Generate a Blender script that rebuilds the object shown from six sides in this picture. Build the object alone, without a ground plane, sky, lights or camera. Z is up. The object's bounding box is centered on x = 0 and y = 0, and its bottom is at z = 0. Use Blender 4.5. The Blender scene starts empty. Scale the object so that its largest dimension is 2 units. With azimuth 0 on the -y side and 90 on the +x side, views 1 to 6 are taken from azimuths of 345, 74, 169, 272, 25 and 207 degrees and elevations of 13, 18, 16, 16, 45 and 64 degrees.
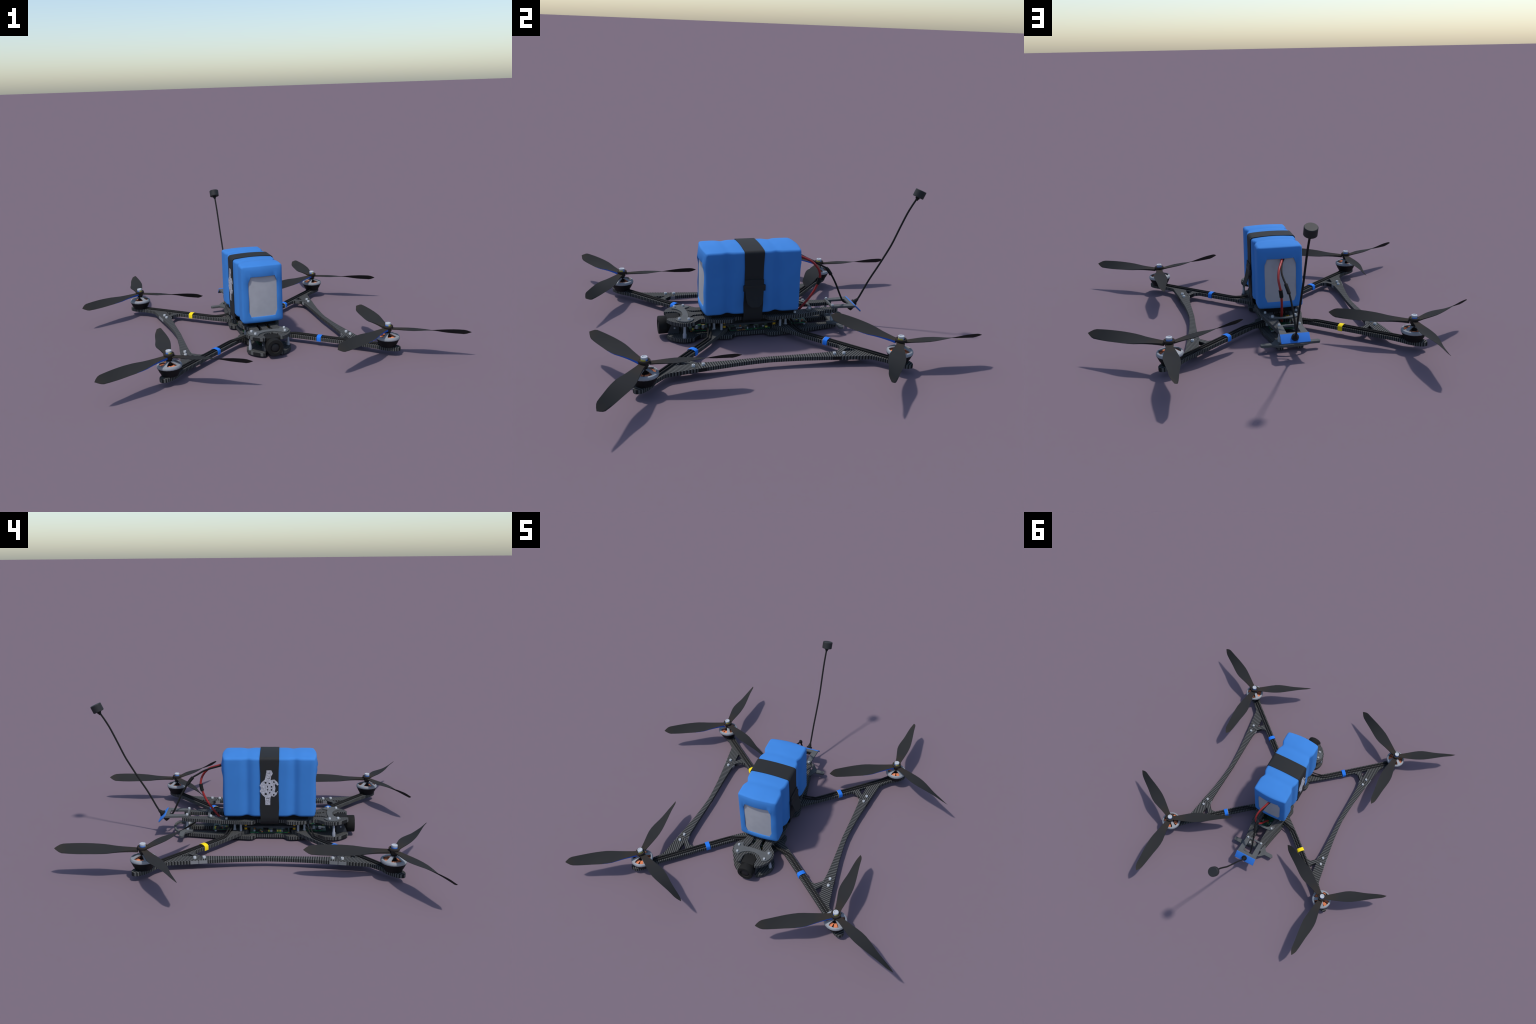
import bpy, bmesh, math, random
from mathutils import Vector, Matrix
random.seed(7)
PI = math.pi

# ------------------------------------------------------------------ materials
def mat(name, color, rough=0.5, metal=0.0, spec=0.35, noise=0.0, nscale=60.0, bump=0.0):
    m = bpy.data.materials.new(name); m.use_nodes = True
    nt = m.node_tree; b = nt.nodes["Principled BSDF"]
    b.inputs["Base Color"].default_value = (*color, 1)
    b.inputs["Roughness"].default_value = rough
    b.inputs["Metallic"].default_value = metal
    b.inputs["Specular IOR Level"].default_value = spec
    if noise or bump:
        tc = nt.nodes.new("ShaderNodeTexCoord"); nz = nt.nodes.new("ShaderNodeTexNoise")
        nz.inputs["Scale"].default_value = nscale; nz.inputs["Detail"].default_value = 3
        nt.links.new(tc.outputs["Object"], nz.inputs["Vector"])
        if noise:
            r = nt.nodes.new("ShaderNodeValToRGB")
            r.color_ramp.elements[0].position = .3; r.color_ramp.elements[1].position = .7
            r.color_ramp.elements[0].color = (*[c*(1-noise) for c in color], 1)
            r.color_ramp.elements[1].color = (*[min(1, c*(1+noise)) for c in color], 1)
            nt.links.new(nz.outputs["Fac"], r.inputs["Fac"])
            nt.links.new(r.outputs["Color"], b.inputs["Base Color"])
        if bump:
            bp = nt.nodes.new("ShaderNodeBump"); bp.inputs["Strength"].default_value = bump
            bp.inputs["Distance"].default_value = .002
            nt.links.new(nz.outputs["Fac"], bp.inputs["Height"])
            nt.links.new(bp.outputs["Normal"], b.inputs["Normal"])
    return m

def carbon(name, direction, pitch, dark=.0165, light=.096, phase=0.0, chevron=None):
    """Carbon weave: parallel dark and grey bands, `direction` is normal to the bands."""
    m = mat(name, (light,)*3, .85, 0, .12); nt = m.node_tree; b = nt.nodes["Principled BSDF"]
    d = Vector(direction).normalized()/pitch
    tc = nt.nodes.new("ShaderNodeTexCoord"); dot = nt.nodes.new("ShaderNodeVectorMath"); dot.operation = 'DOT_PRODUCT'
    dot.inputs[1].default_value = (d.x, d.y, 0)
    if chevron is None: nt.links.new(tc.outputs["Object"], dot.inputs[0])
    else:      # bands mirrored about x = 0 and about y = chevron
        sb = nt.nodes.new("ShaderNodeVectorMath"); sb.operation = 'SUBTRACT'; sb.inputs[1].default_value = (0, chevron, 0)
        ab = nt.nodes.new("ShaderNodeVectorMath"); ab.operation = 'ABSOLUTE'
        nt.links.new(tc.outputs["Object"], sb.inputs[0]); nt.links.new(sb.outputs[0], ab.inputs[0]); nt.links.new(ab.outputs[0], dot.inputs[0])
    ph = nt.nodes.new("ShaderNodeMath"); ph.inputs[1].default_value = phase; nt.links.new(dot.outputs["Value"], ph.inputs[0])
    fr = nt.nodes.new("ShaderNodeMath"); fr.operation = 'FRACT'; nt.links.new(ph.outputs[0], fr.inputs[0])
    pp = nt.nodes.new("ShaderNodeMath"); pp.operation = 'PINGPONG'; pp.inputs[1].default_value = .5
    nt.links.new(fr.outputs[0], pp.inputs[0])
    r = nt.nodes.new("ShaderNodeValToRGB"); e = r.color_ramp.elements
    e[0].position = .215; e[0].color = (dark, dark*1.03, dark*1.05, 1)
    e[1].position = .295; e[1].color = (light, light*1.02, light*1.0, 1)
    nt.links.new(pp.outputs[0], r.inputs["Fac"])
    nt.links.new(r.outputs["Color"], b.inputs["Base Color"])
    return m

AX = Vector((.749, -.663)).normalized(); PE = Vector((-AX.y, AX.x))
M_PLATE = carbon("carbon_plate", (1, 1, 0), .0089, phase=.64)
M_ARM_A = carbon("carbon_arm_a", (AX.x, AX.y, 0), .0119)
M_ARM_B = carbon("carbon_arm_b", (-AX.x, AX.y, 0), .0119)
M_BAR = carbon("carbon_bar", (.105, 1, 0), .012, chevron=-.1093)
M_BLUE = mat("battery_wrap", (.046, .2, .54), .8, 0, .12, .03, 8, .05)
M_CAP = mat("battery_end", (.37, .37, .395), .85, 0, .1, .03, 30, .1)
M_STRAP = mat("strap_webbing", (.0165, .0175, .0185), .75, 0, .25, .06, 200, .1)
M_STRAP2 = mat("strap_buckle", (.012, .013, .014), .6, 0, .3)
M_EMBLEM = mat("emblem_print", (.38, .38, .42), .85, 0, .1, .35, 110)
M_GREY = mat("grey_plastic", (.092, .097, .099), .85, 0, .12, .06, 60, .1)
M_JOINT = mat("joint_grey", (.21, .215, .22), .85, 0, .12)
M_DGREY = mat("dark_grey_plastic", (.043, .046, .052), .75, 0, .15)
M_BLACK = mat("black_rubber", (.013, .013, .013), .75, 0, .15)
M_CAM = mat("camera_black", (.0135, .0135, .013), .8, 0, .12, .05, 50)
M_LENS = mat("lens_glass", (.0125, .0128, .014), .5, 0, .25)
M_LENSRING = mat("lens_ring", (.03, .026, .02), .6, 0, .2)
M_BOLT = mat("steel_bolt", (.44, .46, .48), .6, .05, .3)
M_STAND = mat("standoff_aluminium", (.30, .32, .36), .45, .1, .5)
M_BELL = mat("motor_bell_silver", (.27, .285, .31), .6, .1, .3, .05, 40)
M_BELLB = mat("motor_bell_black", (.008, .008, .009), .65, 0, .2)
M_COPPER = mat("copper_winding", (.80, .28, .13), .7, 0, .2, .1, 200)
M_RED = mat("red_wire", (.30, .02, .02), .45, 0, .4)
M_TAPE = mat("blue_tape", (.021, .17, .66), .8, 0, .12)
M_YTAPE = mat("yellow_tape", (.85, .64, .014), .8, 0, .12)
M_TAG = mat("blue_tag", (.035, .17, .56), .8, 0, .12)
M_GROM = mat("yellow_grommet", (.55, .30, .01), .55, 0, .3)
M_BLADEBLUE = mat("blade_edge_blue", (.02, .09, .42), .8, 0, .12)
M_FOAM = mat("battery_pad_foam", (.012, .012, .013), .9, 0, .1)
M_CHIP = mat("chip_black", (.012, .013, .016), .5, 0, .4)
M_CHIPW = mat("component_silver", (.28, .30, .33), .45, .1, .4)
M_CHIPY = mat("component_yellow", (.42, .40, .06), .55, 0, .3)
M_CHIPO = mat("component_orange", (.42, .14, .04), .55, 0, .3)
M_WHITE = mat("plug_white", (.6, .58, .52), .5, 0, .3)

def pcb_mat():
    m = mat("circuit_board_green", (.01, .07, .035), .4, 0, .4); nt = m.node_tree; b = nt.nodes["Principled BSDF"]
    tc = nt.nodes.new("ShaderNodeTexCoord"); v = nt.nodes.new("ShaderNodeTexVoronoi"); v.inputs["Scale"].default_value = 70
    nt.links.new(tc.outputs["Object"], v.inputs["Vector"])
    sp = nt.nodes.new("ShaderNodeSeparateColor"); nt.links.new(v.outputs["Color"], sp.inputs[0])
    r = nt.nodes.new("ShaderNodeValToRGB"); r.color_ramp.interpolation = 'CONSTANT'; e = r.color_ramp.elements
    e[0].color = (.006, .05, .026, 1); e[1].position = .45; e[1].color = (.014, .12, .05, 1)
    for p, c in ((.7, (.008, .06, .035, 1)), (.84, (.03, .2, .05, 1)), (.92, (.25, .2, .05, 1)), (.96, (.2, .08, .03, 1))):
        q = e.new(p); q.color = c
    nt.links.new(sp.outputs[0], r.inputs["Fac"]); nt.links.new(r.outputs["Color"], b.inputs["Base Color"])
    return m
M_PCB = pcb_mat()

def prop_mat():
    """Dark plastic, dusted brown around the hub and towards the rim of the blade."""
    m = mat("propeller_plastic", (.026, .0263, .027), .9, 0, .06); nt = m.node_tree; b = nt.nodes["Principled BSDF"]
    tc = nt.nodes.new("ShaderNodeTexCoord"); sx = nt.nodes.new("ShaderNodeSeparateXYZ")
    nt.links.new(tc.outputs["Object"], sx.inputs[0])
    cm = nt.nodes.new("ShaderNodeCombineXYZ"); nt.links.new(sx.outputs[0], cm.inputs[0]); nt.links.new(sx.outputs[1], cm.inputs[1])
    ln = nt.nodes.new("ShaderNodeVectorMath"); ln.operation = 'LENGTH'; nt.links.new(cm.outputs[0], ln.inputs[0])
    nz = nt.nodes.new("ShaderNodeTexNoise"); nz.inputs["Scale"].default_value = 25
    nt.links.new(tc.outputs["Object"], nz.inputs["Vector"])
    ad = nt.nodes.new("ShaderNodeMath"); ad.operation = 'MULTIPLY_ADD'; ad.inputs[1].default_value = .06
    nt.links.new(nz.outputs["Fac"], ad.inputs[0]); nt.links.new(ln.outputs["Value"], ad.inputs[2])
    r = nt.nodes.new("ShaderNodeValToRGB"); e = r.color_ramp.elements
    e[0].position = .06; e[0].color = (.036, .030, .025, 1)
    e[1].position = .15; e[1].color = (.026, .0263, .027, 1)
    q = e.new(.40); q.color = (.0265, .027, .0272, 1); q = e.new(.47); q.color = (.034, .031, .028, 1)
    nt.links.new(ad.outputs[0], r.inputs["Fac"]); nt.links.new(r.outputs["Color"], b.inputs["Base Color"])
    return m
M_PROP = prop_mat()

def nut_mat():
    """Prop nut: steel above, coloured lower band, yellow on one side and blue on the other."""
    m = mat("prop_nut", (.44, .46, .48), .6, .05, .3); nt = m.node_tree; b = nt.nodes["Principled BSDF"]
    tc = nt.nodes.new("ShaderNodeTexCoord"); sx = nt.nodes.new("ShaderNodeSeparateXYZ"); nt.links.new(tc.outputs["Object"], sx.inputs[0])
    dt = nt.nodes.new("ShaderNodeVectorMath"); dt.operation = 'DOT_PRODUCT'; dt.inputs[1].default_value = (.72, -.69, 0)
    nt.links.new(tc.outputs["Object"], dt.inputs[0])
    gt = nt.nodes.new("ShaderNodeMath"); gt.operation = 'GREATER_THAN'; gt.inputs[1].default_value = .0075; nt.links.new(dt.outputs["Value"], gt.inputs[0])
    mx = nt.nodes.new("ShaderNodeMix"); mx.data_type = 'RGBA'
    mx.inputs[6].default_value = (.02, .16, .62, 1); mx.inputs[7].default_value = (.62, .52, .015, 1)
    nt.links.new(gt.outputs[0], mx.inputs[0])
    mr = nt.nodes.new("ShaderNodeMapRange"); mr.inputs[1].default_value = .165; mr.inputs[2].default_value = .1735
    nt.links.new(sx.outputs[2], mr.inputs[0])
    m2 = nt.nodes.new("ShaderNodeMix"); m2.data_type = 'RGBA'; m2.inputs[7].default_value = (.42, .44, .47, 1)
    nt.links.new(mr.outputs[0], m2.inputs[0]); nt.links.new(mx.outputs[2], m2.inputs[6])
    nt.links.new(m2.outputs[2], b.inputs["Base Color"])
    return m
M_NUT = nut_mat()

# ------------------------------------------------------------------ helpers
SC = bpy.context.scene.collection
def add(name, mesh, parent, *mats, loc=(0, 0, 0), angle=35, stuff=False):
    mesh.name = name
    for m in mats: mesh.materials.append(m)
    if angle:
        mesh.shade_smooth(); mesh.set_sharp_from_angle(angle=math.radians(angle))
    o = bpy.data.objects.new(name, mesh); SC.objects.link(o)
    o.location = loc
    if parent: o.parent = parent
    if stuff: o["kind"] = "stuff"
    return o
def dup(o, parent, name=None, loc=None, rotz=None):
    c = o.copy(); c.name = name or o.name.split('.')[0]; SC.objects.link(c); c.parent = parent
    if loc is not None: c.location = loc
    if rotz is not None: c.rotation_euler = (0, 0, rotz)
    return c
def from_bm(bm):
    me = bpy.data.meshes.new("m"); bmesh.ops.recalc_face_normals(bm, faces=bm.faces[:]); bm.to_mesh(me); bm.free(); return me

def prism(loops, z0, z1, bevel=.0012, frame=None):
    """Flat sheet cut to the outline loops[0], with the other loops as holes, standing from z0 to z1."""
    cu = bpy.data.curves.new("c", 'CURVE'); cu.dimensions = '2D'; cu.fill_mode = 'BOTH'
    for L in loops:
        s = cu.splines.new('POLY'); s.points.add(len(L)-1); s.use_cyclic_u = True
        for p, q in zip(s.points, L): p.co = (q[0], q[1], 0, 1)
    cu.extrude = (z1-z0)/2-bevel; cu.bevel_depth = bevel; cu.offset = -bevel; cu.bevel_resolution = 0
    ob = bpy.data.objects.new("c", cu); SC.objects.link(ob)
    dg = bpy.context.evaluated_depsgraph_get()
    me = bpy.data.meshes.new_from_object(ob.evaluated_get(dg))
    bpy.data.objects.remove(ob); bpy.data.curves.remove(cu)
    me.materials.clear()
    me.transform(Matrix.Translation((0, 0, (z0+z1)/2)))
    bm = bmesh.new(); bm.from_mesh(me); bmesh.ops.remove_doubles(bm, verts=bm.verts[:], dist=1e-6)
    bmesh.ops.recalc_face_normals(bm, faces=bm.faces[:]); bm.to_mesh(me); bm.free()
    if frame: me.transform(frame)
    return me

def smooth_loop(pts, rad=.006, n=4):
    """Round the corners of a closed polygon."""
    out = []; N = len(pts)
    for i in range(N):
        a, b, c = Vector(pts[i-1]), Vector(pts[i]), Vector(pts[(i+1) % N])
        u, v = a-b, c-b; r = min(rad, u.length*.45, v.length*.45)
        p, q = b+u.normalized()*r, b+v.normalized()*r
        for k in range(n+1):
            t = k/n; out.append(tuple(p*(1-t)**2+b*2*t*(1-t)+q*t*t))
    return out
def mirror_half(half):
    """Outline given for x>=0 only, first and last points near the axis."""
    return list(half)+[(-x, y) for x, y in reversed(half)]

def lathe(profile, n=32, frame=None, cap=True):
    bm = bmesh.new(); rings = []
    for r, z in profile:
        if r < 1e-6: rings.append([bm.verts.new((0, 0, z))])
        else: rings.append([bm.verts.new((r*math.cos(2*PI*i/n), r*math.sin(2*PI*i/n), z)) for i in range(n)])
    for A, B in zip(rings[:-1], rings[1:]):
        for i in range(n):
            j = (i+1) % n
            if len(A) == 1 and len(B) == 1: continue
            if len(A) == 1: bm.faces.new((A[0], B[i], B[j]))
            elif len(B) == 1: bm.faces.new((A[i], A[j], B[0]))
            else: bm.faces.new((A[i], A[j], B[j], B[i]))
    if cap:
        for R in (rings[0], rings[-1]):
            if len(R) > 2: bm.faces.new(R)
    me = from_bm(bm)
    if frame: me.transform(frame)
    return me

def catmull(pts, sub=6):
    P = [Vector(p) for p in pts]; P = [2*P[0]-P[1]]+P+[2*P[-1]-P[-2]]; out = []
    for i in range(1, len(P)-2):
        a, b, c, d = P[i-1:i+3]
        for k in range(sub):
            t = k/sub
            out.append(.5*((2*b)+(c-a)*t+(2*a-5*b+4*c-d)*t*t+(3*b-a-3*c+d)*t**3))
    out.append(P[-2]); return out
def tube_bm(bm, pts, rad, n=8, sub=6, closed_ends=True):
    C = catmull(pts, sub) if sub > 1 else [Vector(p) for p in pts]
    R = rad if callable(rad) else (lambda t: rad)
    up = Vector((0, 0, 1)); rings = []; prev = None
    for i, c in enumerate(C):
        t = (C[min(i+1, len(C)-1)]-C[max(i-1, 0)]).normalized()
        if prev is None:
            ref = Vector((1, 0, 0)) if abs(t.x) < .9 else Vector((0, 1, 0))
            u = t.cross(ref).normalized()
        else: u = (prev-t*prev.dot(t)).normalized()
        prev = u; w = t.cross(u); r = R(i/(len(C)-1))
        rings.append([bm.verts.new(c+(u*math.cos(2*PI*k/n)+w*math.sin(2*PI*k/n))*r) for k in range(n)])
    for A, B in zip(rings[:-1], rings[1:]):
        for k in range(n): bm.faces.new((A[k], A[(k+1) % n], B[(k+1) % n], B[k]))
    if closed_ends:
        bm.faces.new(rings[0]); bm.faces.new(rings[-1])
def tube(pts, rad, n=10, sub=6):
    bm = bmesh.new(); tube_bm(bm, pts, rad, n, sub); return from_bm(bm)
def box_bm(bm, c, s, rot=None):
    M = Matrix.Translation(c) @ (rot.to_4x4() if rot else Matrix.Identity(4)) @ Matrix.Diagonal((*s, 1))
    bmesh.ops.create_cube(bm, size=1, matrix=M)
def box(c, s, bevel=.002, rot=None):
    bm = bmesh.new(); box_bm(bm, (0, 0, 0), s)
    if bevel: bmesh.ops.bevel(bm, geom=bm.edges[:], offset=bevel, segments=2, affect='EDGES', profile=.6)
    me = from_bm(bm); me.transform(Matrix.Translation(c) @ (rot.to_4x4() if rot else Matrix.Identity(4))); return me
def axis_frame(origin, direction):
    d = Vector(direction).normalized()
    return Matrix.Translation(origin) @ d.to_track_quat('Z', 'Y').to_matrix().to_4x4()

def empty(name, parent=None):
    o = bpy.data.objects.new(name, None); SC.objects.link(o); o.parent = parent; o.empty_display_size = .1; return o

DRONE = empty("quadcopter_drone")
DRONE["label"] = "racing quadcopter with carbon frame and strapped blue battery"
DRONE["category"] = "drone"

# levels of the frame sheets
ZB0, ZB1 = .0065, .027       # bottom plate
ZA0, ZA1 = .0272, .0475      # arms and side bars
ZT0, ZT1 = .095, .1155       # top plate
YM = -.1093                  # fore-aft mirror line of the arms

# socket-head bolt, shared mesh
def bolt_mesh(r=.0082, h=.0105):
    return lathe([(r, 0), (r, h*.8), (r*.86, h), (r*.5, h), (r*.45, h*.55), (0, h*.55)], 16)
BOLT = bolt_mesh(); BOLT.name = "bolt"; BOLT.materials.append(M_BOLT); BOLT.shade_smooth(); BOLT.set_sharp_from_angle(angle=.6)
SBOLT = bolt_mesh(.0068, .0095); SBOLT.name = "screw"; SBOLT.materials.append(M_BOLT); SBOLT.shade_smooth(); SBOLT.set_sharp_from_angle(angle=.6)
def place(mesh, name, parent, loc):
    o = bpy.data.objects.new(name, mesh); SC.objects.link(o); o.location = loc; o.parent = parent; return o

# ------------------------------------------------------------------ plates
half = [(0, -.472), (.022, -.479), (.038, -.494), (.044, -.510), (.042, -.540), (.045, -.553), (.056, -.557), (.082, -.543),
        (.104, -.520), (.121, -.494), (.129, -.465), (.126, -.437), (.115, -.412), (.096, -.395), (.084, -.380), (.082, -.362),
        (.089, -.342), (.109, -.308), (.119, -.268), (.1225, -.235), (.119, -.212), (.108, -.203), (.089, -.194), (.086, -.034), (.106, -.025), (.118, -.015),
        (.1225, .004), (.118, .035), (.113, .080), (.110, .130), (.107, .175), (.101, .200), (.084, .292), (.067, .391), (.036, .391)]
inner = [(.034, .300), (.036, .250), (.044, .150), (.040, .110), (.0, .100)]
outline = half+inner
outline = outline+[(-x, y) for x, y in reversed(outline) if x > 1e-4]
outline = smooth_loop(outline, .007, 3)
def slot(s):
    return smooth_loop([(s*x, y) for x, y in [(.049, -.438), (.046, -.420), (.038, -.400), (.038, -.300), (.019, -.300), (.018, -.385), (.022, -.410), (.034, -.424)]], .005, 3)
top = add("top_plate", prism([outline, slot(1), slot(-1)], ZT0, ZT1), DRONE, M_PLATE, angle=25)
bottom = add("bottom_plate", prism([outline], ZB0, ZB1), DRONE, M_PLATE, angle=25)

cap = [(0, -.4665), (.022, -.467), (.045, -.477), (.062, -.489), (.069, -.499), (.075, -.513), (.099, -.505), (.113, -.488),
       (.1205, -.464), (.118, -.445), (.106, -.428), (.080, -.4145), (.0765, -.424), (.070, -.4405), (.060, -.4425), (.03, -.438), (0, -.437)]
cap = cap+[(-x, y) for x, y in reversed(cap) if x > 1e-4]
nose = add("nose_cover", prism([smooth_loop(cap, .004, 3)], ZT1+.0003, ZT1+.0065, .0008), DRONE, M_GREY, angle=25)
for sx in (1, -1):
    for x, y in ((.0868, -.4941), (.0969, -.446)):
        place(SBOLT, "screw", nose, (sx*x, y, ZT1+.0065))
    place(SBOLT, "screw", top, (sx*.0845, .135, ZT1))

def standoff(name, x, y, z0, z1, collar):
    if collar:
        pr = [(.0098, z0), (.0098, z0+.021), (.0072, z0+.027), (.0066, z1)]
    else:
        pr = [(.0068, z0), (.0068, z1)]
    return add(name, lathe(pr, 14), bottom, M_STAND, loc=(x, y, 0))
for sx in (1, -1):
    standoff("standoff", sx*.1118, -.4695, ZB1, ZT0, True)
    standoff("standoff", sx*.087, -.2700, ZA1, ZT0, False)
    standoff("standoff", sx*.088, .0535, ZA1, ZT0, False)
    standoff("standoff", sx*.068, .090, ZB1, ZT0, True)
    standoff("standoff", sx*.068, -.306, ZB1, ZT0, True)
    standoff("standoff", sx*.052, .362, ZB1+.012, ZT0, True)
    for x, y in ((.1118, -.4695), (.087, -.27), (.088, .0535), (.068, .09), (.068, -.306), (.052, .362)):
        add("foot_screw", lathe([(.006, 0), (.0088, .002), (.0088, ZB0), (0, ZB0)], 14), bottom, M_DGREY, loc=(sx*x, y, 0))

# ------------------------------------------------------------------ arms, bars, motors, propellers
MX, MY = .612, -.7305
def arm_xy(s, t):
    p = Vector((MX, MY))+AX*s+PE*t
    return (p.x, p.y)
tip = [(.0725, .0045), (.063, .0185), (.047, .028), (.018, .033), (-.02, .032), (-.055, .025)]
arm_out = [arm_xy(-.735, .0165), arm_xy(-.66, .0165), arm_xy(-.60, .0195), arm_xy(-.50, .0225), arm_xy(-.325, .0228),
           (.411, -.499), (.433, -.479), (.446, -.4655), (.5125, -.4655), (.5245, -.540), (.5355, -.612), (.545, -.630)]
arm_out += [arm_xy(s, t) for s, t in reversed(tip)]
arm_out += [arm_xy(s, -t) for s, t in tip]
arm_out += [arm_xy(-.10, -.0195), arm_xy(-.50, -.0195), arm_xy(-.60, -.0215), arm_xy(-.66, -.040), arm_xy(-.735, -.052)]
arm_hole = [(.4555, -.4960), (.447, -.5065), (.4235, -.536), (.461, -.5705), (.4585, -.53)]
def flip(L, sx, sy):
    return [(sx*x, y if sy > 0 else 2*YM-y) for x, y in L]
bar_half = [(.5120, -.4645), (.505, -.41), (.4875, -.28), (.479, -.18), (.4755, YM)]
bar_in = [(.4475, YM), (.449, -.17), (.452, -.30), (.4525, -.40), (.4505, -.44), (.4465, -.4645)]
bar_out = bar_half+[(x, 2*YM-y) for x, y in reversed(bar_half[:-1])]+[(x, 2*YM-y) for x, y in reversed(bar_in[1:])]+bar_in
MIR = {(1, 1): M_ARM_A, (-1, 1): M_ARM_B, (1, -1): M_ARM_B, (-1, -1): M_ARM_A}

# cross-section of the tape sleeve: flat under the arm, arched over the wires
def sleeve(parent, sx, sy, material, s0=-.417, length=.0255, grow=0.0, name="tape_band"):
    sec = []
    w = .0238+grow
    for t, z in ((-w, ZA0-.0018-grow), (w, ZA0-.0018-grow), (w, ZA1+.001), (w*.86, ZA1+.0055+grow), (w*.55, ZA1+.0092+grow), (w*.15, ZA1+.0108+grow),
                 (-w*.15, ZA1+.0108+grow), (-w*.55, ZA1+.0092+grow), (-w*.86, ZA1+.0055+grow), (-w, ZA1+.001)):
        sec.append((t, z))
    bm = bmesh.new(); rings = []
    for ds, ins in ((0, .0014), (0, 0), (length, 0), (length, .0014)):
        ring = []
        for t, z in sec:
            k = 1-ins/w; zc = .042
            x, y = arm_xy(s0+ds, t*k+.0015); x, y = flip([(x, y)], sx, sy)[0]
            ring.append(bm.verts.new((x, y, zc+(z-zc)*(1-ins/.02))))
        rings.append(ring)
    n = len(sec)
    for A, B in zip(rings[:-1], rings[1:]):
        for i in range(n): bm.faces.new((A[i], A[(i+1) % n], B[(i+1) % n], B[i]))
    return add(name, from_bm(bm), parent, material, angle=40)

for sx, sy in ((1, 1), (-1, 1), (1, -1), (-1, -1)):
    arm = add("arm", prism([smooth_loop(flip(arm_out, sx, sy), .0025, 2), smooth_loop(flip(arm_hole, sx, sy), .003, 2)], ZA0, ZA1), DRONE, MIR[(sx, sy)], angle=25)
    # motor leads
    for k in (-1, 1):
        t = k*.0082+.0015
        P = [arm_xy(-.035, t), arm_xy(-.10, t), arm_xy(-.25, t), arm_xy(-.42, t), arm_xy(-.55, t)]
        P = [(x, y, ZA1+.0045) for x, y in P]
        P += [(.166+k*.0045, -.3515+k*.0065, ZA1+.0047), (.133+k*.002, -.3420+k*.0075, ZA1+.008), (.098, -.3350+k*.008, ZA1+.016), (.060, -.328+k*.010, ZA1+.026)]
        P = [(*flip([(x, y)], sx, sy)[0], z) for x, y, z in P]
        add("motor_lead", tube(P, .0047, 8, 5), arm, M_BLACK, angle=60)
    col = M_YTAPE if (sx, sy) == (-1, -1) else M_TAPE
    if (sx, sy) == (1, -1): sleeve(arm, sx, sy, M_YTAPE, s0=-.4178, length=.0262, grow=-.0004, name="tape_lining")
    sleeve(arm, sx, sy, col)
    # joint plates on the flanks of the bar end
    def flank(a, b, off, material):
        a, b = [Vector(flip([q], sx, sy)[0]) for q in (a, b)]
        d = (b-a).normalized(); nrm = Vector((-d.y, d.x))
        c = (a+b)/2+Vector((off*sx, 0))
        ang = math.atan2(d.y, d.x)
        return add("joint_plate", box((c.x, c.y, (ZA0+ZA1)/2-.0003), ((b-a).length, .002, ZA1-ZA0-.003), 0, Matrix.Rotation(ang, 3, 'Z')), arm, material, angle=0)
    if sx < 0:
        flank((.5190, -.508), (.5128, -.4665), .0006, M_JOINT); flank((.5120, -.4640), (.5065, -.4215), .0006, M_JOINT)
    else: flank((.5130, -.4680), (.5070, -.4240), .0006, M_BELLB)
    flank((.4468, -.4640), (.4505, -.437), -.0006, M_JOINT)
    for x, y in ((.4818, -.4404), (.4874, -.4887)):
        x, y = flip([(x, y)], sx, sy)[0]; place(BOLT, "bolt", arm, (x, y, ZA1))
        add("bolt_tip", lathe([(.0, ZA0-.007), (.005, ZA0-.007), (.006, ZA0-.005), (.006, ZA0)], 10), arm, M_DGREY, loc=(x, y, 0))
for sx in (1, -1):
    add("side_bar", prism([[(sx*x, y) for x, y in bar_out]], ZA0, ZA1), DRONE, M_BAR, angle=25)

# motor: one template, copied to the four arm tips
def annular(r0, r1, z0, z1, n=48):
    return lathe([(r0, z0), (r1, z0), (r1, z1), (r0, z1), (r0, z0)], n, cap=False)
def join(meshes):
    bm = bmesh.new()
    for me in meshes: bm.from_mesh(me)
    for me in meshes: bpy.data.meshes.remove(me)
    return from_bm(bm)
def spoke_ring():
    parts = [lathe([(.0525, .0935), (.0645, .0915), (.0662, .0955), (.0655, .1005), (.0622, .1062), (.0545, .1090), (.0525, .1060), (.0525, .0935)], 24, cap=False)]
    bm = bmesh.new()
    for k in range(4):
        a = k*PI/2; c, s = math.cos(a), math.sin(a)
        rows = []
        for r, w, z, th in ((.008, .0080, .1255, .005), (.024, .0085, .1215, .005), (.043, .0095, .1140, .005), (.0545, .0150, .1090, .005)):
            rows.append([bm.verts.new((c*r-s*o, s*r+c*o, zz)) for o, zz in ((-w, z), (w, z), (w, z-th), (-w, z-th))])
        for A, B in zip(rows[:-1], rows[1:]):
            for i in range(4): bm.faces.new((A[i], A[(i+1) % 4], B[(i+1) % 4], B[i]))
        bm.faces.new(rows[0]); bm.faces.new(rows[-1])
    parts.append(from_bm(bm))
    parts.append(lathe([(0, .119), (.0150, .119), (.0150, .1245), (.012, .1275), (0, .1275)], 20))
    return join(parts)
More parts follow.
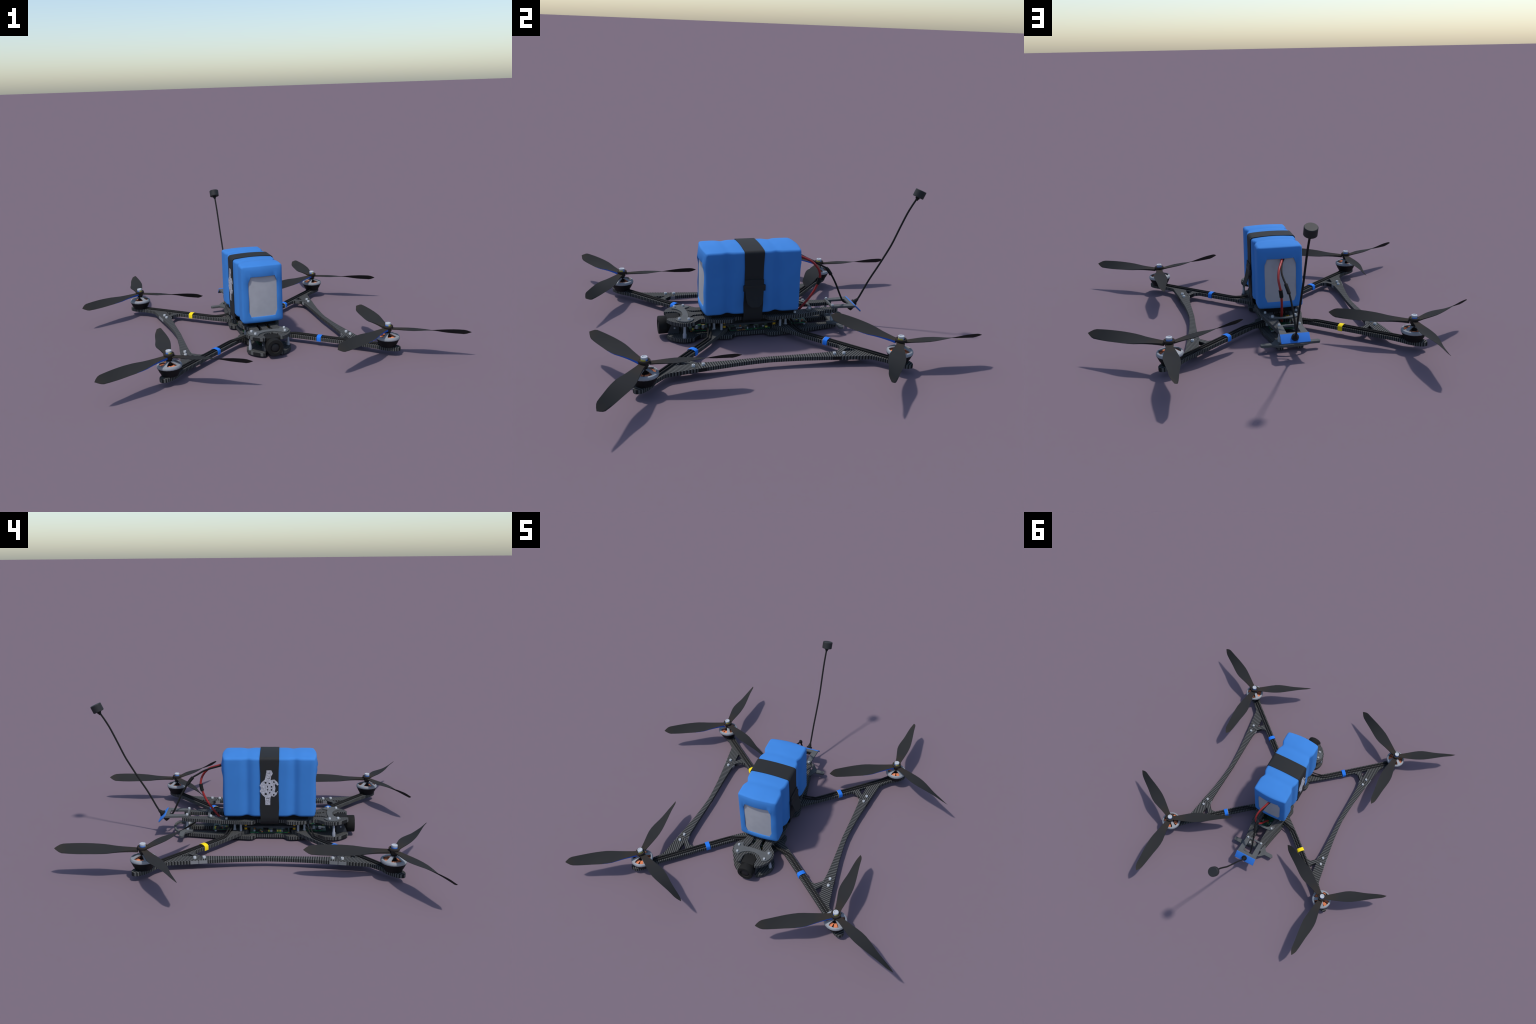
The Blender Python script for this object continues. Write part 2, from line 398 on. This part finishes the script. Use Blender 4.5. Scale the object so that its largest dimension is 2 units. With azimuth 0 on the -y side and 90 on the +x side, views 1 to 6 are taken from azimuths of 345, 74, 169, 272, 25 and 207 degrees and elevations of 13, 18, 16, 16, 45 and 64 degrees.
def winding():
    bm = bmesh.new(); n = 9
    for k in range(n):
        a = 2*PI*k/n
        for i in range(6):
            r = .0235+i*.0051; half_a = .27-.006*i
            z = .1000-(.0015 if i in (0, 5) else 0)
            pts = [(r*math.cos(a+half_a*q), r*math.sin(a+half_a*q), z) for q in (-1, -.5, 0, .5, 1)]
            tube_bm(bm, pts, .0029, 6, 1)
    return from_bm(bm)
shell = lathe([(0, ZA1), (.0445, ZA1), (.0455, .0525), (.0475, .0560), (.0485, .0590), (.0530, .0650), (.0610, .0830), (.0650, .0905), (.0640, .0925), (.0600, .0925), (.0560, .085), (.050, .066), (0, .066)], 24)
core = lathe([(.016, .066), (.053, .066), (.053, .0960), (.016, .0960)], 24)
MOT = {}
for i, (sx, sy, ang) in enumerate(((1, 1, 50), (-1, 1, 54), (1, -1, 54), (-1, -1, 27))):
    x, y = flip([(MX, MY)], sx, sy)[0]
    if i == 0:
        m0 = add("motor", shell, DRONE, M_BELLB, loc=(x, y, 0), angle=40)
        r0 = add("motor_bell", spoke_ring(), m0, M_BELL, angle=40); r0.rotation_euler = (0, 0, math.radians(ang))
        w0 = add("stator_winding", winding(), m0, M_COPPER, angle=60); w0.rotation_euler = (0, 0, math.radians(10))
        c0 = add("stator_core", core, m0, M_BELLB, angle=40)
        s0 = add("motor_shaft", lathe([(0, .10), (.013, .10), (.0155, .122), (.0155, .132), (0, .132)], 16), m0, M_BELLB)
    else:
        m = dup(m0, DRONE, loc=(x, y, 0))
        dup(r0, m, rotz=math.radians(ang)); dup(w0, m, rotz=math.radians(10+7*i)); dup(c0, m); dup(s0, m)

# propeller blade: (radius, trailing x, z, leading x, z) fitted sections; pitch steepens outwards
SEC = [(.022, .0160, .1514, -.0160, .1497), (.050, .0188, .1516, -.0184, .1493), (.080, .0240, .1515, -.0233, .1488), (.110, .0291, .1516, -.0291, .1477),
       (.140, .0338, .1526, -.0352, .1456), (.170, .0374, .1557, -.0405, .1422), (.200, .0390, .1591, -.0416, .1399), (.230, .0378, .1619, -.0391, .1374),
       (.260, .0352, .1646, -.0346, .1349), (.290, .0320, .1667, -.0296, .1325), (.320, .0284, .1681, -.0259, .1308), (.350, .0248, .1689, -.0228, .1304),
       (.380, .0222, .1685, -.0194, .1306), (.405, .0201, .1675, -.0157, .1315), (.420, .0165, .1642, -.0117, .1352), (.435, .0094, .1569, -.0051, .1423), (.4465, .0016, .1500, .0008, .1494)]
def blade_mesh():
    bm = bmesh.new(); N = 8; rows = []
    L = []
    for a, b in zip(SEC[:-1], SEC[1:]):
        for k in range(2): L.append([p+(q-p)*k/2 for p, q in zip(a, b)])
    L.append(SEC[-1])
    for r, x1, z1, x2, z2 in L:
        f = max(0, 1-r/.27)
        t1, t2 = .0010+.0062*f*f, .0008+.0130*f**1.7
        if r > .4: t1 = t2 = .0016*max(.15, (.4465-r)/.0465)
        w = math.hypot(x1-x2, z1-z2)
        rt, rb = [], []
        for k in range(N+1):
            u = k/N; x = x2+(x1-x2)*u; z = z2+(z1-z2)*u
            camber = -.035*w*4*u*(1-u)      # shallow dish seen on the upper face
            rt.append(bm.verts.new((x, r, z+camber*.25)))
            t = t2+(t1-t2)*u; t += .0012*4*u*(1-u)*(1 if r < .42 else .3)
            rb.append(bm.verts.new((x, r, z+camber*.25-t)))
        rows.append((rt, rb))
    for (a, b), (c, d) in zip(rows[:-1], rows[1:]):
        for k in range(N):
            bm.faces.new((a[k], a[k+1], c[k+1], c[k])); bm.faces.new((b[k], d[k], d[k+1], b[k+1]))
        f = bm.faces.new((a[0], c[0], d[0], b[0])); f.material_index = 1 if a[0].co.y < .225 else 0
        bm.faces.new((a[N], b[N], d[N], c[N]))
    for a, b in (rows[0], rows[-1]): bm.faces.new(a+b[::-1])
    return from_bm(bm)
hub = lathe([(0, .134), (.0195, .134), (.0203, .1365), (.0203, .151), (.0268, .1525), (.0280, .1545), (.0280, .1630), (.0268, .1650), (.0200, .1650), (.0190, .1625), (.0150, .1615), (0, .1615)], 28)
nut = lathe([(0, .160), (.0152, .160), (.0155, .162), (.0155, .1785), (.0140, .1802), (.0095, .1802), (.0082, .1775), (0, .1775)], 24)
for i, (sx, sy) in enumerate(((1, 1), (-1, 1), (1, -1), (-1, -1))):
    x, y = flip([(MX, MY)], sx, sy)[0]
    if i == 0:
        P0 = add("propeller", hub, DRONE, M_PROP, loc=(x, y, 0), angle=40)
        B0 = add("blade", blade_mesh(), P0, M_PROP, M_PROP, angle=50)
        N0 = add("prop_nut", nut, P0, M_NUT, angle=40)
        p, bl = P0, B0
    else:
        p = dup(P0, DRONE, loc=(x, y, 0)); bl = dup(B0, p); dup(N0, p)
    for ang in (120, 240):
        q = dup(B0, p, rotz=math.radians(ang))
        if ang == 120:
            q.material_slots[1].link = 'OBJECT'; q.material_slots[1].material = M_BLADEBLUE

# ------------------------------------------------------------------ battery
def rrect(hx, hz, r, n=8, nside=10, rz=None, chamfer=False):
    """Rectangle outline with rounded or cut corners, always the same number of points."""
    rz = rz or r; out = []
    for sx, sz, a0 in ((1, 1, 0), (-1, 1, 90), (-1, -1, 180), (1, -1, 270)):
        cx, cz = sx*(hx-r), sz*(hz-rz)
        pa, pb = [(cx+r*math.cos(math.radians(a)), cz+rz*math.sin(math.radians(a))) for a in (a0, a0+90)]
        for k in range(n+1):
            if chamfer: out.append((pa[0]+(pb[0]-pa[0])*k/n, pa[1]+(pb[1]-pa[1])*k/n))
            else:
                a = math.radians(a0+90*k/n); out.append((cx+r*math.cos(a), cz+rz*math.sin(a)))
    full = []
    for i in range(4):
        seg = out[i*(n+1):(i+1)*(n+1)]; full += seg
        p, q = seg[-1], out[((i+1)*(n+1)) % len(out)]
        full += [(p[0]+(q[0]-p[0])*k/nside, p[1]+(q[1]-p[1])*k/nside) for k in range(1, nside)]
    return full
BY0, BY1, BZC = -.3615, .1450, .3120       # end corners and mid height of the pack
GROOVES = (-.245, -.109, .016)             # valleys between the rows of cells
def valley(y):
    return max(math.exp(-((y-g)/.023)**2) for g in GROOVES)
def dome(y):
    """Cells push the wrap up in the middle of the front half and of the rear half."""
    m = -.109
    u = (y-BY0)/(m-BY0) if y < m else (y-m)/(BY1-m)
    return max(0, math.sin(PI*min(1, max(0, u))))**.8
def end_bulge(x, z):
    """The end faces swell between the corners, with a lip over and under the window."""
    fx = max(0, math.cos(PI*x/.236)); v = z+BZC
    return .0115*fx+fx**.5*(.0105*math.exp(-((v-.418)/.028)**2))+fx*(.0075*math.exp(-((v-.275)/.050)**2))
bm = bmesh.new(); rings = []
def ring(y, pts, zc, fn=None, top=0.0):
    R = []
    for x, z in pts:
        yy = y+(fn(x, z) if fn else 0); zz = zc+z
        if z > 0: zz += top*(1-min(1, abs(x)/.122)**2)*min(1, max(0, (z-.10)/.06))
        R.append(bm.verts.new((x, yy, zz)))
    rings.append(R)
HX, HZ = .1220, .1695
WIN = lambda g: rrect(.0850+g, .1200+g, .012, rz=.032, chamfer=True)
def end(y, s):
    f = lambda x, z: -s*end_bulge(x, z)
    inner = lambda x, z: -s*end_bulge(x*.3, z)*.35
    seq = [(WIN(-.001), BZC-.012, .016, lambda x, z: 0), (WIN(-.0005), BZC-.012, .0015, f), (WIN(.0015), BZC-.012, 0, f),
           (rrect(.103, .1475, .022), BZC-.005, 0, f), (rrect(.1140, .1625, .014), BZC, .0010, f), (rrect(.1185, .1670, .013), BZC, .0040, f), (rrect(.1212, .1690, .013), BZC, .0100, lambda x, z: -s*end_bulge(x, z)*.5)]
    return [(p, zc, y+s*o, fn) for p, zc, o, fn in seq]
for p, zc, y, fn in end(BY0, 1): ring(y, p, zc, fn, .003)
for i in range(72):
    y = BY0+.024+i*(BY1-BY0-.048)/71; v = valley(y)
    ring(y, rrect(HX-.0135*v, HZ-.0035*v, .0135), BZC, None, .004+.0065*dome(y))
for p, zc, y, fn in reversed(end(BY1, -1)): ring(y, p, zc, fn, .003)
for A, B in zip(rings[:-1], rings[1:]):
    n = len(A)
    for i in range(n): bm.faces.new((A[i], A[(i+1) % n], B[(i+1) % n], B[i]))
battery = add("battery", from_bm(bm), DRONE, M_BLUE, angle=50)
for y, s in ((-.3670, 1), (.1520, -1)):
    bm = bmesh.new(); rg = []
    for k in (1.0, .8, .5, .2):
        rg.append([bm.verts.new((x*k, y-s*.003*(1-k)+s*.004*(x*k/.09)**2, BZC-.012+z*k)) for x, z in rrect(.0885, .1220, .012, rz=.032, chamfer=True)])
    for A, B in zip(rg[:-1], rg[1:]):
        for i in range(len(A)): bm.faces.new((A[i], A[(i+1) % len(A)], B[(i+1) % len(A)], B[i]))
    bm.faces.new(rg[-1])
    back = [bm.verts.new((v.co.x, v.co.y+s*.006, v.co.z)) for v in rg[0]]
    for i in range(len(back)): bm.faces.new((rg[0][i], rg[0][(i+1) % len(back)], back[(i+1) % len(back)], back[i]))
    bm.faces.new(back)
    add("battery_end_cap", from_bm(bm), battery, M_CAP, angle=50)
add("battery_pad", box((0, -.098, .1285), (.17, .455, .0258), .004), battery, M_FOAM)

# strap loop round battery and top plate
path = []
for a in range(0, 91, 15):
    path.append((.1245-.017+.017*math.cos(math.radians(a)), .4865-.017+.017*math.sin(math.radians(a))))
path += [(.085, .4885), (.045, .4905), (.0, .4915)]
right = [(.0, .0890), (.060, .0895), (.086, .0925), (.104, .0980), (.1160, .1070), (.1215, .1220), (.1238, .150), (.1245, .20), (.1255, .30), (.1245, .40)]
loop = right+path+[(-x, z) for x, z in reversed(path[:-1])]+[(-x, z) for x, z in reversed(right[1:])]
def band(loop, y0, y1, th, closed=True, pinch=None):
    bm = bmesh.new(); N = len(loop); rows = []
    for i, (x, z) in enumerate(loop):
        a = Vector(loop[i-1] if (closed or i) else loop[0]); b = Vector(loop[(i+1) % N] if (closed or i < N-1) else loop[-1])
        d = (b-a).normalized(); n = Vector((d.y, -d.x))*th/2
        p = pinch(x, z) if pinch else 0
        rows.append([bm.verts.new((x+n.x*sg, yy, z+n.y*sg)) for sg, yy in ((1, y0+p), (1, y1-p), (-1, y1-p), (-1, y0+p))])
    for i in range(N if closed else N-1):
        A, B = rows[i], rows[(i+1) % N]
        for k in range(4): bm.faces.new((A[k], A[(k+1) % 4], B[(k+1) % 4], B[k]))
    if not closed: bm.faces.new(rows[0]); bm.faces.new(rows[-1])
    return from_bm(bm)
strap = add("battery_strap", band(loop, -.163, -.0565, .0042, pinch=lambda x, z: .003 if .2 < z < .45 else (.0025 if z < .2 else 0)), DRONE, M_STRAP, angle=40)
add("strap_buckle", box((.1305, -.1075, .2890), (.012, .118, .033), .0025), strap, M_STRAP2)
flap_path = [(.1295, .335), (.1320, .300), (.1370, .270), (.1450, .240), (.1550, .212), (.1620, .194)]
bm = bmesh.new(); rows = []
for i, (x, z) in enumerate(flap_path):
    w = (.051, .051, .049, .046, .040, .020)[i]
    rows.append([bm.verts.new((x+dx, -.109+w*u, z)) for dx in (0, .003) for u in (-1, 0, 1)])
for A, B in zip(rows[:-1], rows[1:]):
    for a, b in ((0, 1), (1, 2), (2, 5), (5, 4), (4, 3), (3, 0)): bm.faces.new((A[a], A[b], B[b], B[a]))
for R in (rows[0], rows[-1]): bm.faces.new((R[0], R[1], R[2], R[5], R[4], R[3]))
add("strap_flap", from_bm(bm), strap, M_STRAP, angle=40)

# printed emblem on the strap: plain badge of a ringed disc on an upright bar
FR_L = Matrix(((0, 0, -1, 0), (1, 0, 0, 0), (0, 1, 0, 0), (0, 0, 0, 1)))   # sheet (u=y, v=z) facing -x
def circ(cx, cy, r, n=20, ry=None): return [(cx+r*math.cos(2*PI*k/n), cy+(ry or r)*math.sin(2*PI*k/n)) for k in range(n)]
badge = [(-.094, .416), (-.120, .416), (-.128, .399), (-.1185, .381), (-.1165, .358), (-.124, .362), (-.138, .363), (-.152, .350), (-.1600, .336), (-.153, .329), (-.145, .338), (-.138, .334),
         (-.143, .313), (-.138, .292), (-.145, .288), (-.1555, .297), (-.150, .278), (-.134, .263), (-.118, .269), (-.114, .250), (-.1135, .216), (-.087, .216), (-.0845, .262),
         (-.070, .275), (-.0555, .297), (-.061, .305), (-.061, .321), (-.0555, .329), (-.068, .349), (-.083, .361), (-.0885, .382)]
holes = [circ(-.088, .345, .0062, 10), circ(-.089, .280, .0068, 10), circ(-.134, .349, .0052, 8), circ(-.133, .276, .0052, 8),
         circ(-.1215, .322, .004, 8, .0062), circ(-.1215, .304, .004, 8, .0062), circ(-.109, .341, .0045, 8), circ(-.110, .287, .0045, 8),
         circ(-.098, .322, .0028, 8, .006), circ(-.098, .305, .0028, 8, .006), [(-.115, .398), (-.1, .398), (-.1, .395), (-.115, .395)], [(-.113, .372), (-.098, .372), (-.098, .369), (-.113, .369)], [(-.108, .256), (-.092, .256), (-.092, .2525), (-.108, .2525)]]
em = prism([badge]+holes, -.0007, .0007, .0002)
em.transform(FR_L)
for v in em.vertices: v.co.x += -.1279 if v.co.z > .2 else -.1275
add("emblem", em, strap, M_EMBLEM, angle=0)

# ------------------------------------------------------------------ camera
YR = lambda y, z=.063, x=0: axis_frame((x, y, z), (0, -1, 0))
camera = add("camera", box((0, -.516, .071), (.078, .070, .080), .005), DRONE, M_CAM)
add("lens_barrel", lathe([(0, 0), (.0455, 0), (.0475, .003), (.0480, .040), (.0462, .0445), (.0300, .0450), (.0285, .0435), (.0275, .036), (0, .036)], 36, YR(-.549)), camera, M_CAM, angle=40)
add("lens_ring", lathe([(.0255, .0355), (.0276, .0355), (.0276, .0390), (.0255, .0390), (.0255, .0355)], 32, YR(-.549), False), camera, M_LENSRING, angle=40)
add("lens", lathe([(.0256, .034), (.0250, .0385), (.020, .0410), (.011, .0428), (0, .0435)], 28, YR(-.549)), camera, M_LENS, angle=60)
add("lens_collar", lathe([(0, 0), (.0405, 0), (.0405, .016), (0, .016)], 28, YR(-.540)), camera, M_CAM, angle=40)
FR_S = lambda x: Matrix(((0, 0, 1, x), (1, 0, 0, 0), (0, 1, 0, 0), (0, 0, 0, 1)))
for sx in (1, -1):
    add("camera_bracket", prism([smooth_loop([(-.488, .0275), (-.546, .0275), (-.547, .036), (-.528, .078), (-.522, .0945), (-.488, .0945)], .003, 2)], -.004, .004, .0008, FR_S(sx*.046)), camera, M_DGREY, angle=25)
    add("camera_screw", lathe([(0, 0), (.0052, 0), (.0045, .003), (0, .003)], 12, axis_frame((sx*.050, -.513, .060), (sx, 0, 0))), camera, M_STAND)

# ------------------------------------------------------------------ rear: bracket, tag, antenna, cross strut, skid
hole = [(.036, .367), (-.036, .367), (-.036, .466), (.036, .466)]
bracket = add("antenna_bracket", prism([[(.0625, .354), (-.0625, .354), (-.0735, .489), (.0735, .489)], hole], ZT1+.0004, .1275, .0008), DRONE, M_GREY, angle=25)
for sx in (1, -1): place(SBOLT, "screw", bracket, (sx*.0524, .3628, .1275))
dr = Vector((0, .0355, -.034)).normalized(); nr = Vector((0, -dr.z, dr.y))
ROT = Matrix((Vector((1, 0, 0)), dr, nr)).transposed()
cen = Vector((0, .5060, .1115))
add("name_tag", box(cen, (.147, .0505, .0062), .0008, ROT), bracket, M_TAG, angle=25)
add("tag_backing", box(cen+dr*.0040-nr*.0035, (.1465, .0485, .0035), .0005, ROT), bracket, M_GREY, angle=25)

spine = [(.002, .508, .1175), (.002, .527, .1345), (.0025, .542, .155), (.003, .590, .247), (.004, .641, .331), (.0045, .692, .419), (.004, .7165, .466), (.003, .749, .540), (.002, .786, .6215), (.0015, .814, .672), (.0012, .837, .708)]
antenna = add("antenna", tube(spine, lambda t: .0052, 10, 5), DRONE, M_BLACK, angle=60)
cd = Vector((0, .41, .912))
add("antenna_tip", lathe([(0, 0), (.0285, 0), (.0312, .0022), (.0315, .040), (.029, .0430), (0, .0432)], 32, axis_frame(Vector((.0012, .8435, .7180)), cd)), antenna, mat("antenna_cap", (.019, .02, .021), .6, 0, .3), angle=40)
add("antenna_collar", lathe([(0, -.015), (.0075, -.015), (.0085, -.006), (.0120, -.005), (.0120, .004), (0, .004)], 16, axis_frame(Vector((.0012, .8425, .7150)), cd)), antenna, M_BLACK, angle=40)
add("antenna_boot", lathe([(.0185, 0), (.019, .004), (.0185, .009), (.0130, .010), (.0110, .016), (.0085, .025), (.0060, .034), (.0, .035)], 20, axis_frame(Vector((.002, .5085, .1165)), (0, .75, .66))), antenna, M_BLACK, angle=40)
add("antenna_connector", box(Vector((.002, .4915, .0985)), (.036, .034, .042), .010, ROT), antenna, mat("connector_brown", (.018, .014, .012), .6), angle=40)

cres = [(.0, .2330), (.024, .2300), (.046, .2150), (.062, .2030), (.074, .2020), (.079, .2120), (.074, .2300), (.062, .2390), (.044, .2445), (.0, .2470)]
cres = cres+[(-x, y) for x, y in reversed(cres) if x > 1e-4]
strut = add("cross_strut", prism([smooth_loop(cres, .003, 2)], ZT1+.0004, .1235, .0008), DRONE, M_GREY, angle=25)
for sx in (1, -1): place(SBOLT, "screw", strut, (sx*.0614, .2257, .1235))

sk = [(.046, .350), (.050, .330), (.069, .330), (.080, .350), (.096, .372), (.149, .372), (.157, .385), (.150, .400), (.098, .400), (.072, .428), (.055, .436), (.022, .4445)]
sk = sk+[(-x, y) for x, y in reversed(sk)]
skh = [(.040, .388), (.062, .388), (.066, .404), (.060, .421), (.020, .4350)]
skh = skh+[(-x, y) for x, y in reversed(skh)]
skid = add("tail_skid", prism([smooth_loop(sk, .004, 3), smooth_loop(skh, .003, 2)], ZB1+.0015, .0415, .001), DRONE, M_GREY, angle=25)
for v in skid.data.vertices:      # the hoop rises towards the tail
    if v.co.y > .402 and abs(v.co.x) < .097: v.co.z += (v.co.y-.402)*.26
for sx in (1, -1): place(SBOLT, "screw", skid, (sx*.040, .366, .0415))

# ------------------------------------------------------------------ electronics
board = add("circuit_board", box((0, -.1095, .0320), (.146, .224, .0045), 0), DRONE, M_PCB, angle=0)
def comps(parent, x0, x1, y0, y1, z, n, seed, hmax=.012):
    rnd = random.Random(seed)
    for kind, m in (("chip", M_CHIP), ("capacitor", M_CHIPW), ("diode", M_CHIPY), ("resistor", M_CHIPO)):
        bm = bmesh.new(); cnt = {"chip": n, "capacitor": n//2, "diode": n//3, "resistor": n//4}[kind]
        for _ in range(max(1, cnt)):
            s = rnd.uniform(.5, 1.0)
            sz = (.018*s, .024*s, hmax*rnd.uniform(.3, .8)) if kind == "chip" else (.009*s, .013*s, hmax*rnd.uniform(.3, 1))
            edge = rnd.choice((-1, 1, 0))
            x = rnd.uniform(x0, x1) if edge == 0 else (x1-.012*rnd.random()-.006 if edge > 0 else x0+.012*rnd.random()+.006)
            box_bm(bm, (x, rnd.uniform(y0+.01, y1-.01), z+sz[2]/2), sz)
        add(kind, from_bm(bm), parent, m, angle=0, stuff=True)
comps(board, -.072, .072, -.218, -.002, .0342, 30, 3)
fboard = add("circuit_board", box((0, -.374, .0350), (.106, .112, .004), 0), DRONE, M_PCB, angle=0)
comps(fboard, -.05, .05, -.428, -.322, .037, 14, 5)
fboard2 = add("circuit_board", box((0, -.382, .0640), (.090, .090, .0035), 0), DRONE, M_PCB, angle=0)
comps(fboard2, -.043, .043, -.425, -.34, .0657, 12, 8)
rboard = add("circuit_board", box((0, .168, .0470), (.140, .094, .0045), 0), DRONE, M_PCB, angle=0)
comps(rboard, -.066, .066, .126, .212, .0492, 16, 9, .016)
for sx in (1, -1):
    for y in (-.395, -.36):
        add("capacitor_can", lathe([(0, 0), (.0085, 0), (.0085, .018), (.007, .020), (0, .020)], 14), fboard, M_STAND, loc=(sx*.040, y, .045))
    add("board_foot", box((sx*.058, .200, .040), (.016, .012, .013), .002), rboard, M_CHIPW)
    add("usb_socket", box((sx*.047, -.318, .064), (.018, .030, .014), .0015), fboard, M_CHIPW)
add("aerial_plug", lathe([(0, 0), (.0042, 0), (.005, .01), (.003, .038), (0, .040)], 10, axis_frame((-.048, -.385, .060), (-.1, -1, -.05))), fboard2, M_WHITE)
mid = add("isolation_plate", prism([smooth_loop([(.069, -.262), (.069, .044), (-.069, .044), (-.069, -.262)], .020, 6)], .0590, .0690, .0015), DRONE, M_DGREY, angle=25)
for sx in (1, -1):
    for y in (.028, -.249):
        add("grommet", lathe([(.0085, .0275), (.0085, .054), (.0070, .0590), (.0070, .0690), (.0085, .074), (.0085, .0835), (.006, .0870), (0, .0870)], 16), mid, M_GROM, loc=(sx*.059, y, 0))

# ------------------------------------------------------------------ power leads behind the battery
red = [(-.012, .135, .4190), (-.0115, .150, .4185), (.004, .190, .4040), (.024, .237, .3830), (.0345, .272, .346), (.0300, .2875, .305), (.024, .285, .270), (.019, .270, .225), (.015, .250, .187), (.010, .222, .147), (.006, .190, .107), (.000, .165, .075)]
lead = add("power_lead", tube(red, .0066, 10, 6), DRONE, M_RED, angle=60)
add("lead_sleeve", tube([(.0275, .2870, .290), (.0258, .2865, .280), (.0230, .283, .262), (.0215, .279, .250)], .0105, 12, 3), lead, M_BLACK, angle=40)
blk = [(-.019, .135, .4155), (-.018, .150, .4150), (-.001, .190, .4000), (.014, .256, .3760), (.0125, .300, .3520), (.0065, .336, .3295), (-.0045, .370, .2840), (-.010, .400, .230), (-.0150, .428, .168), (-.0155, .447, .130), (-.014, .459, .119), (-.008, .476, .113)]
sig = add("antenna_cable", tube(blk, .0052, 10, 6), DRONE, M_BLACK, angle=60)
add("cable_sleeve", tube([(.0078, .330, .3340), (.004, .345, .3180), (-.0020, .362, .2940)], .0098, 12, 3), sig, M_BLACK, angle=40)
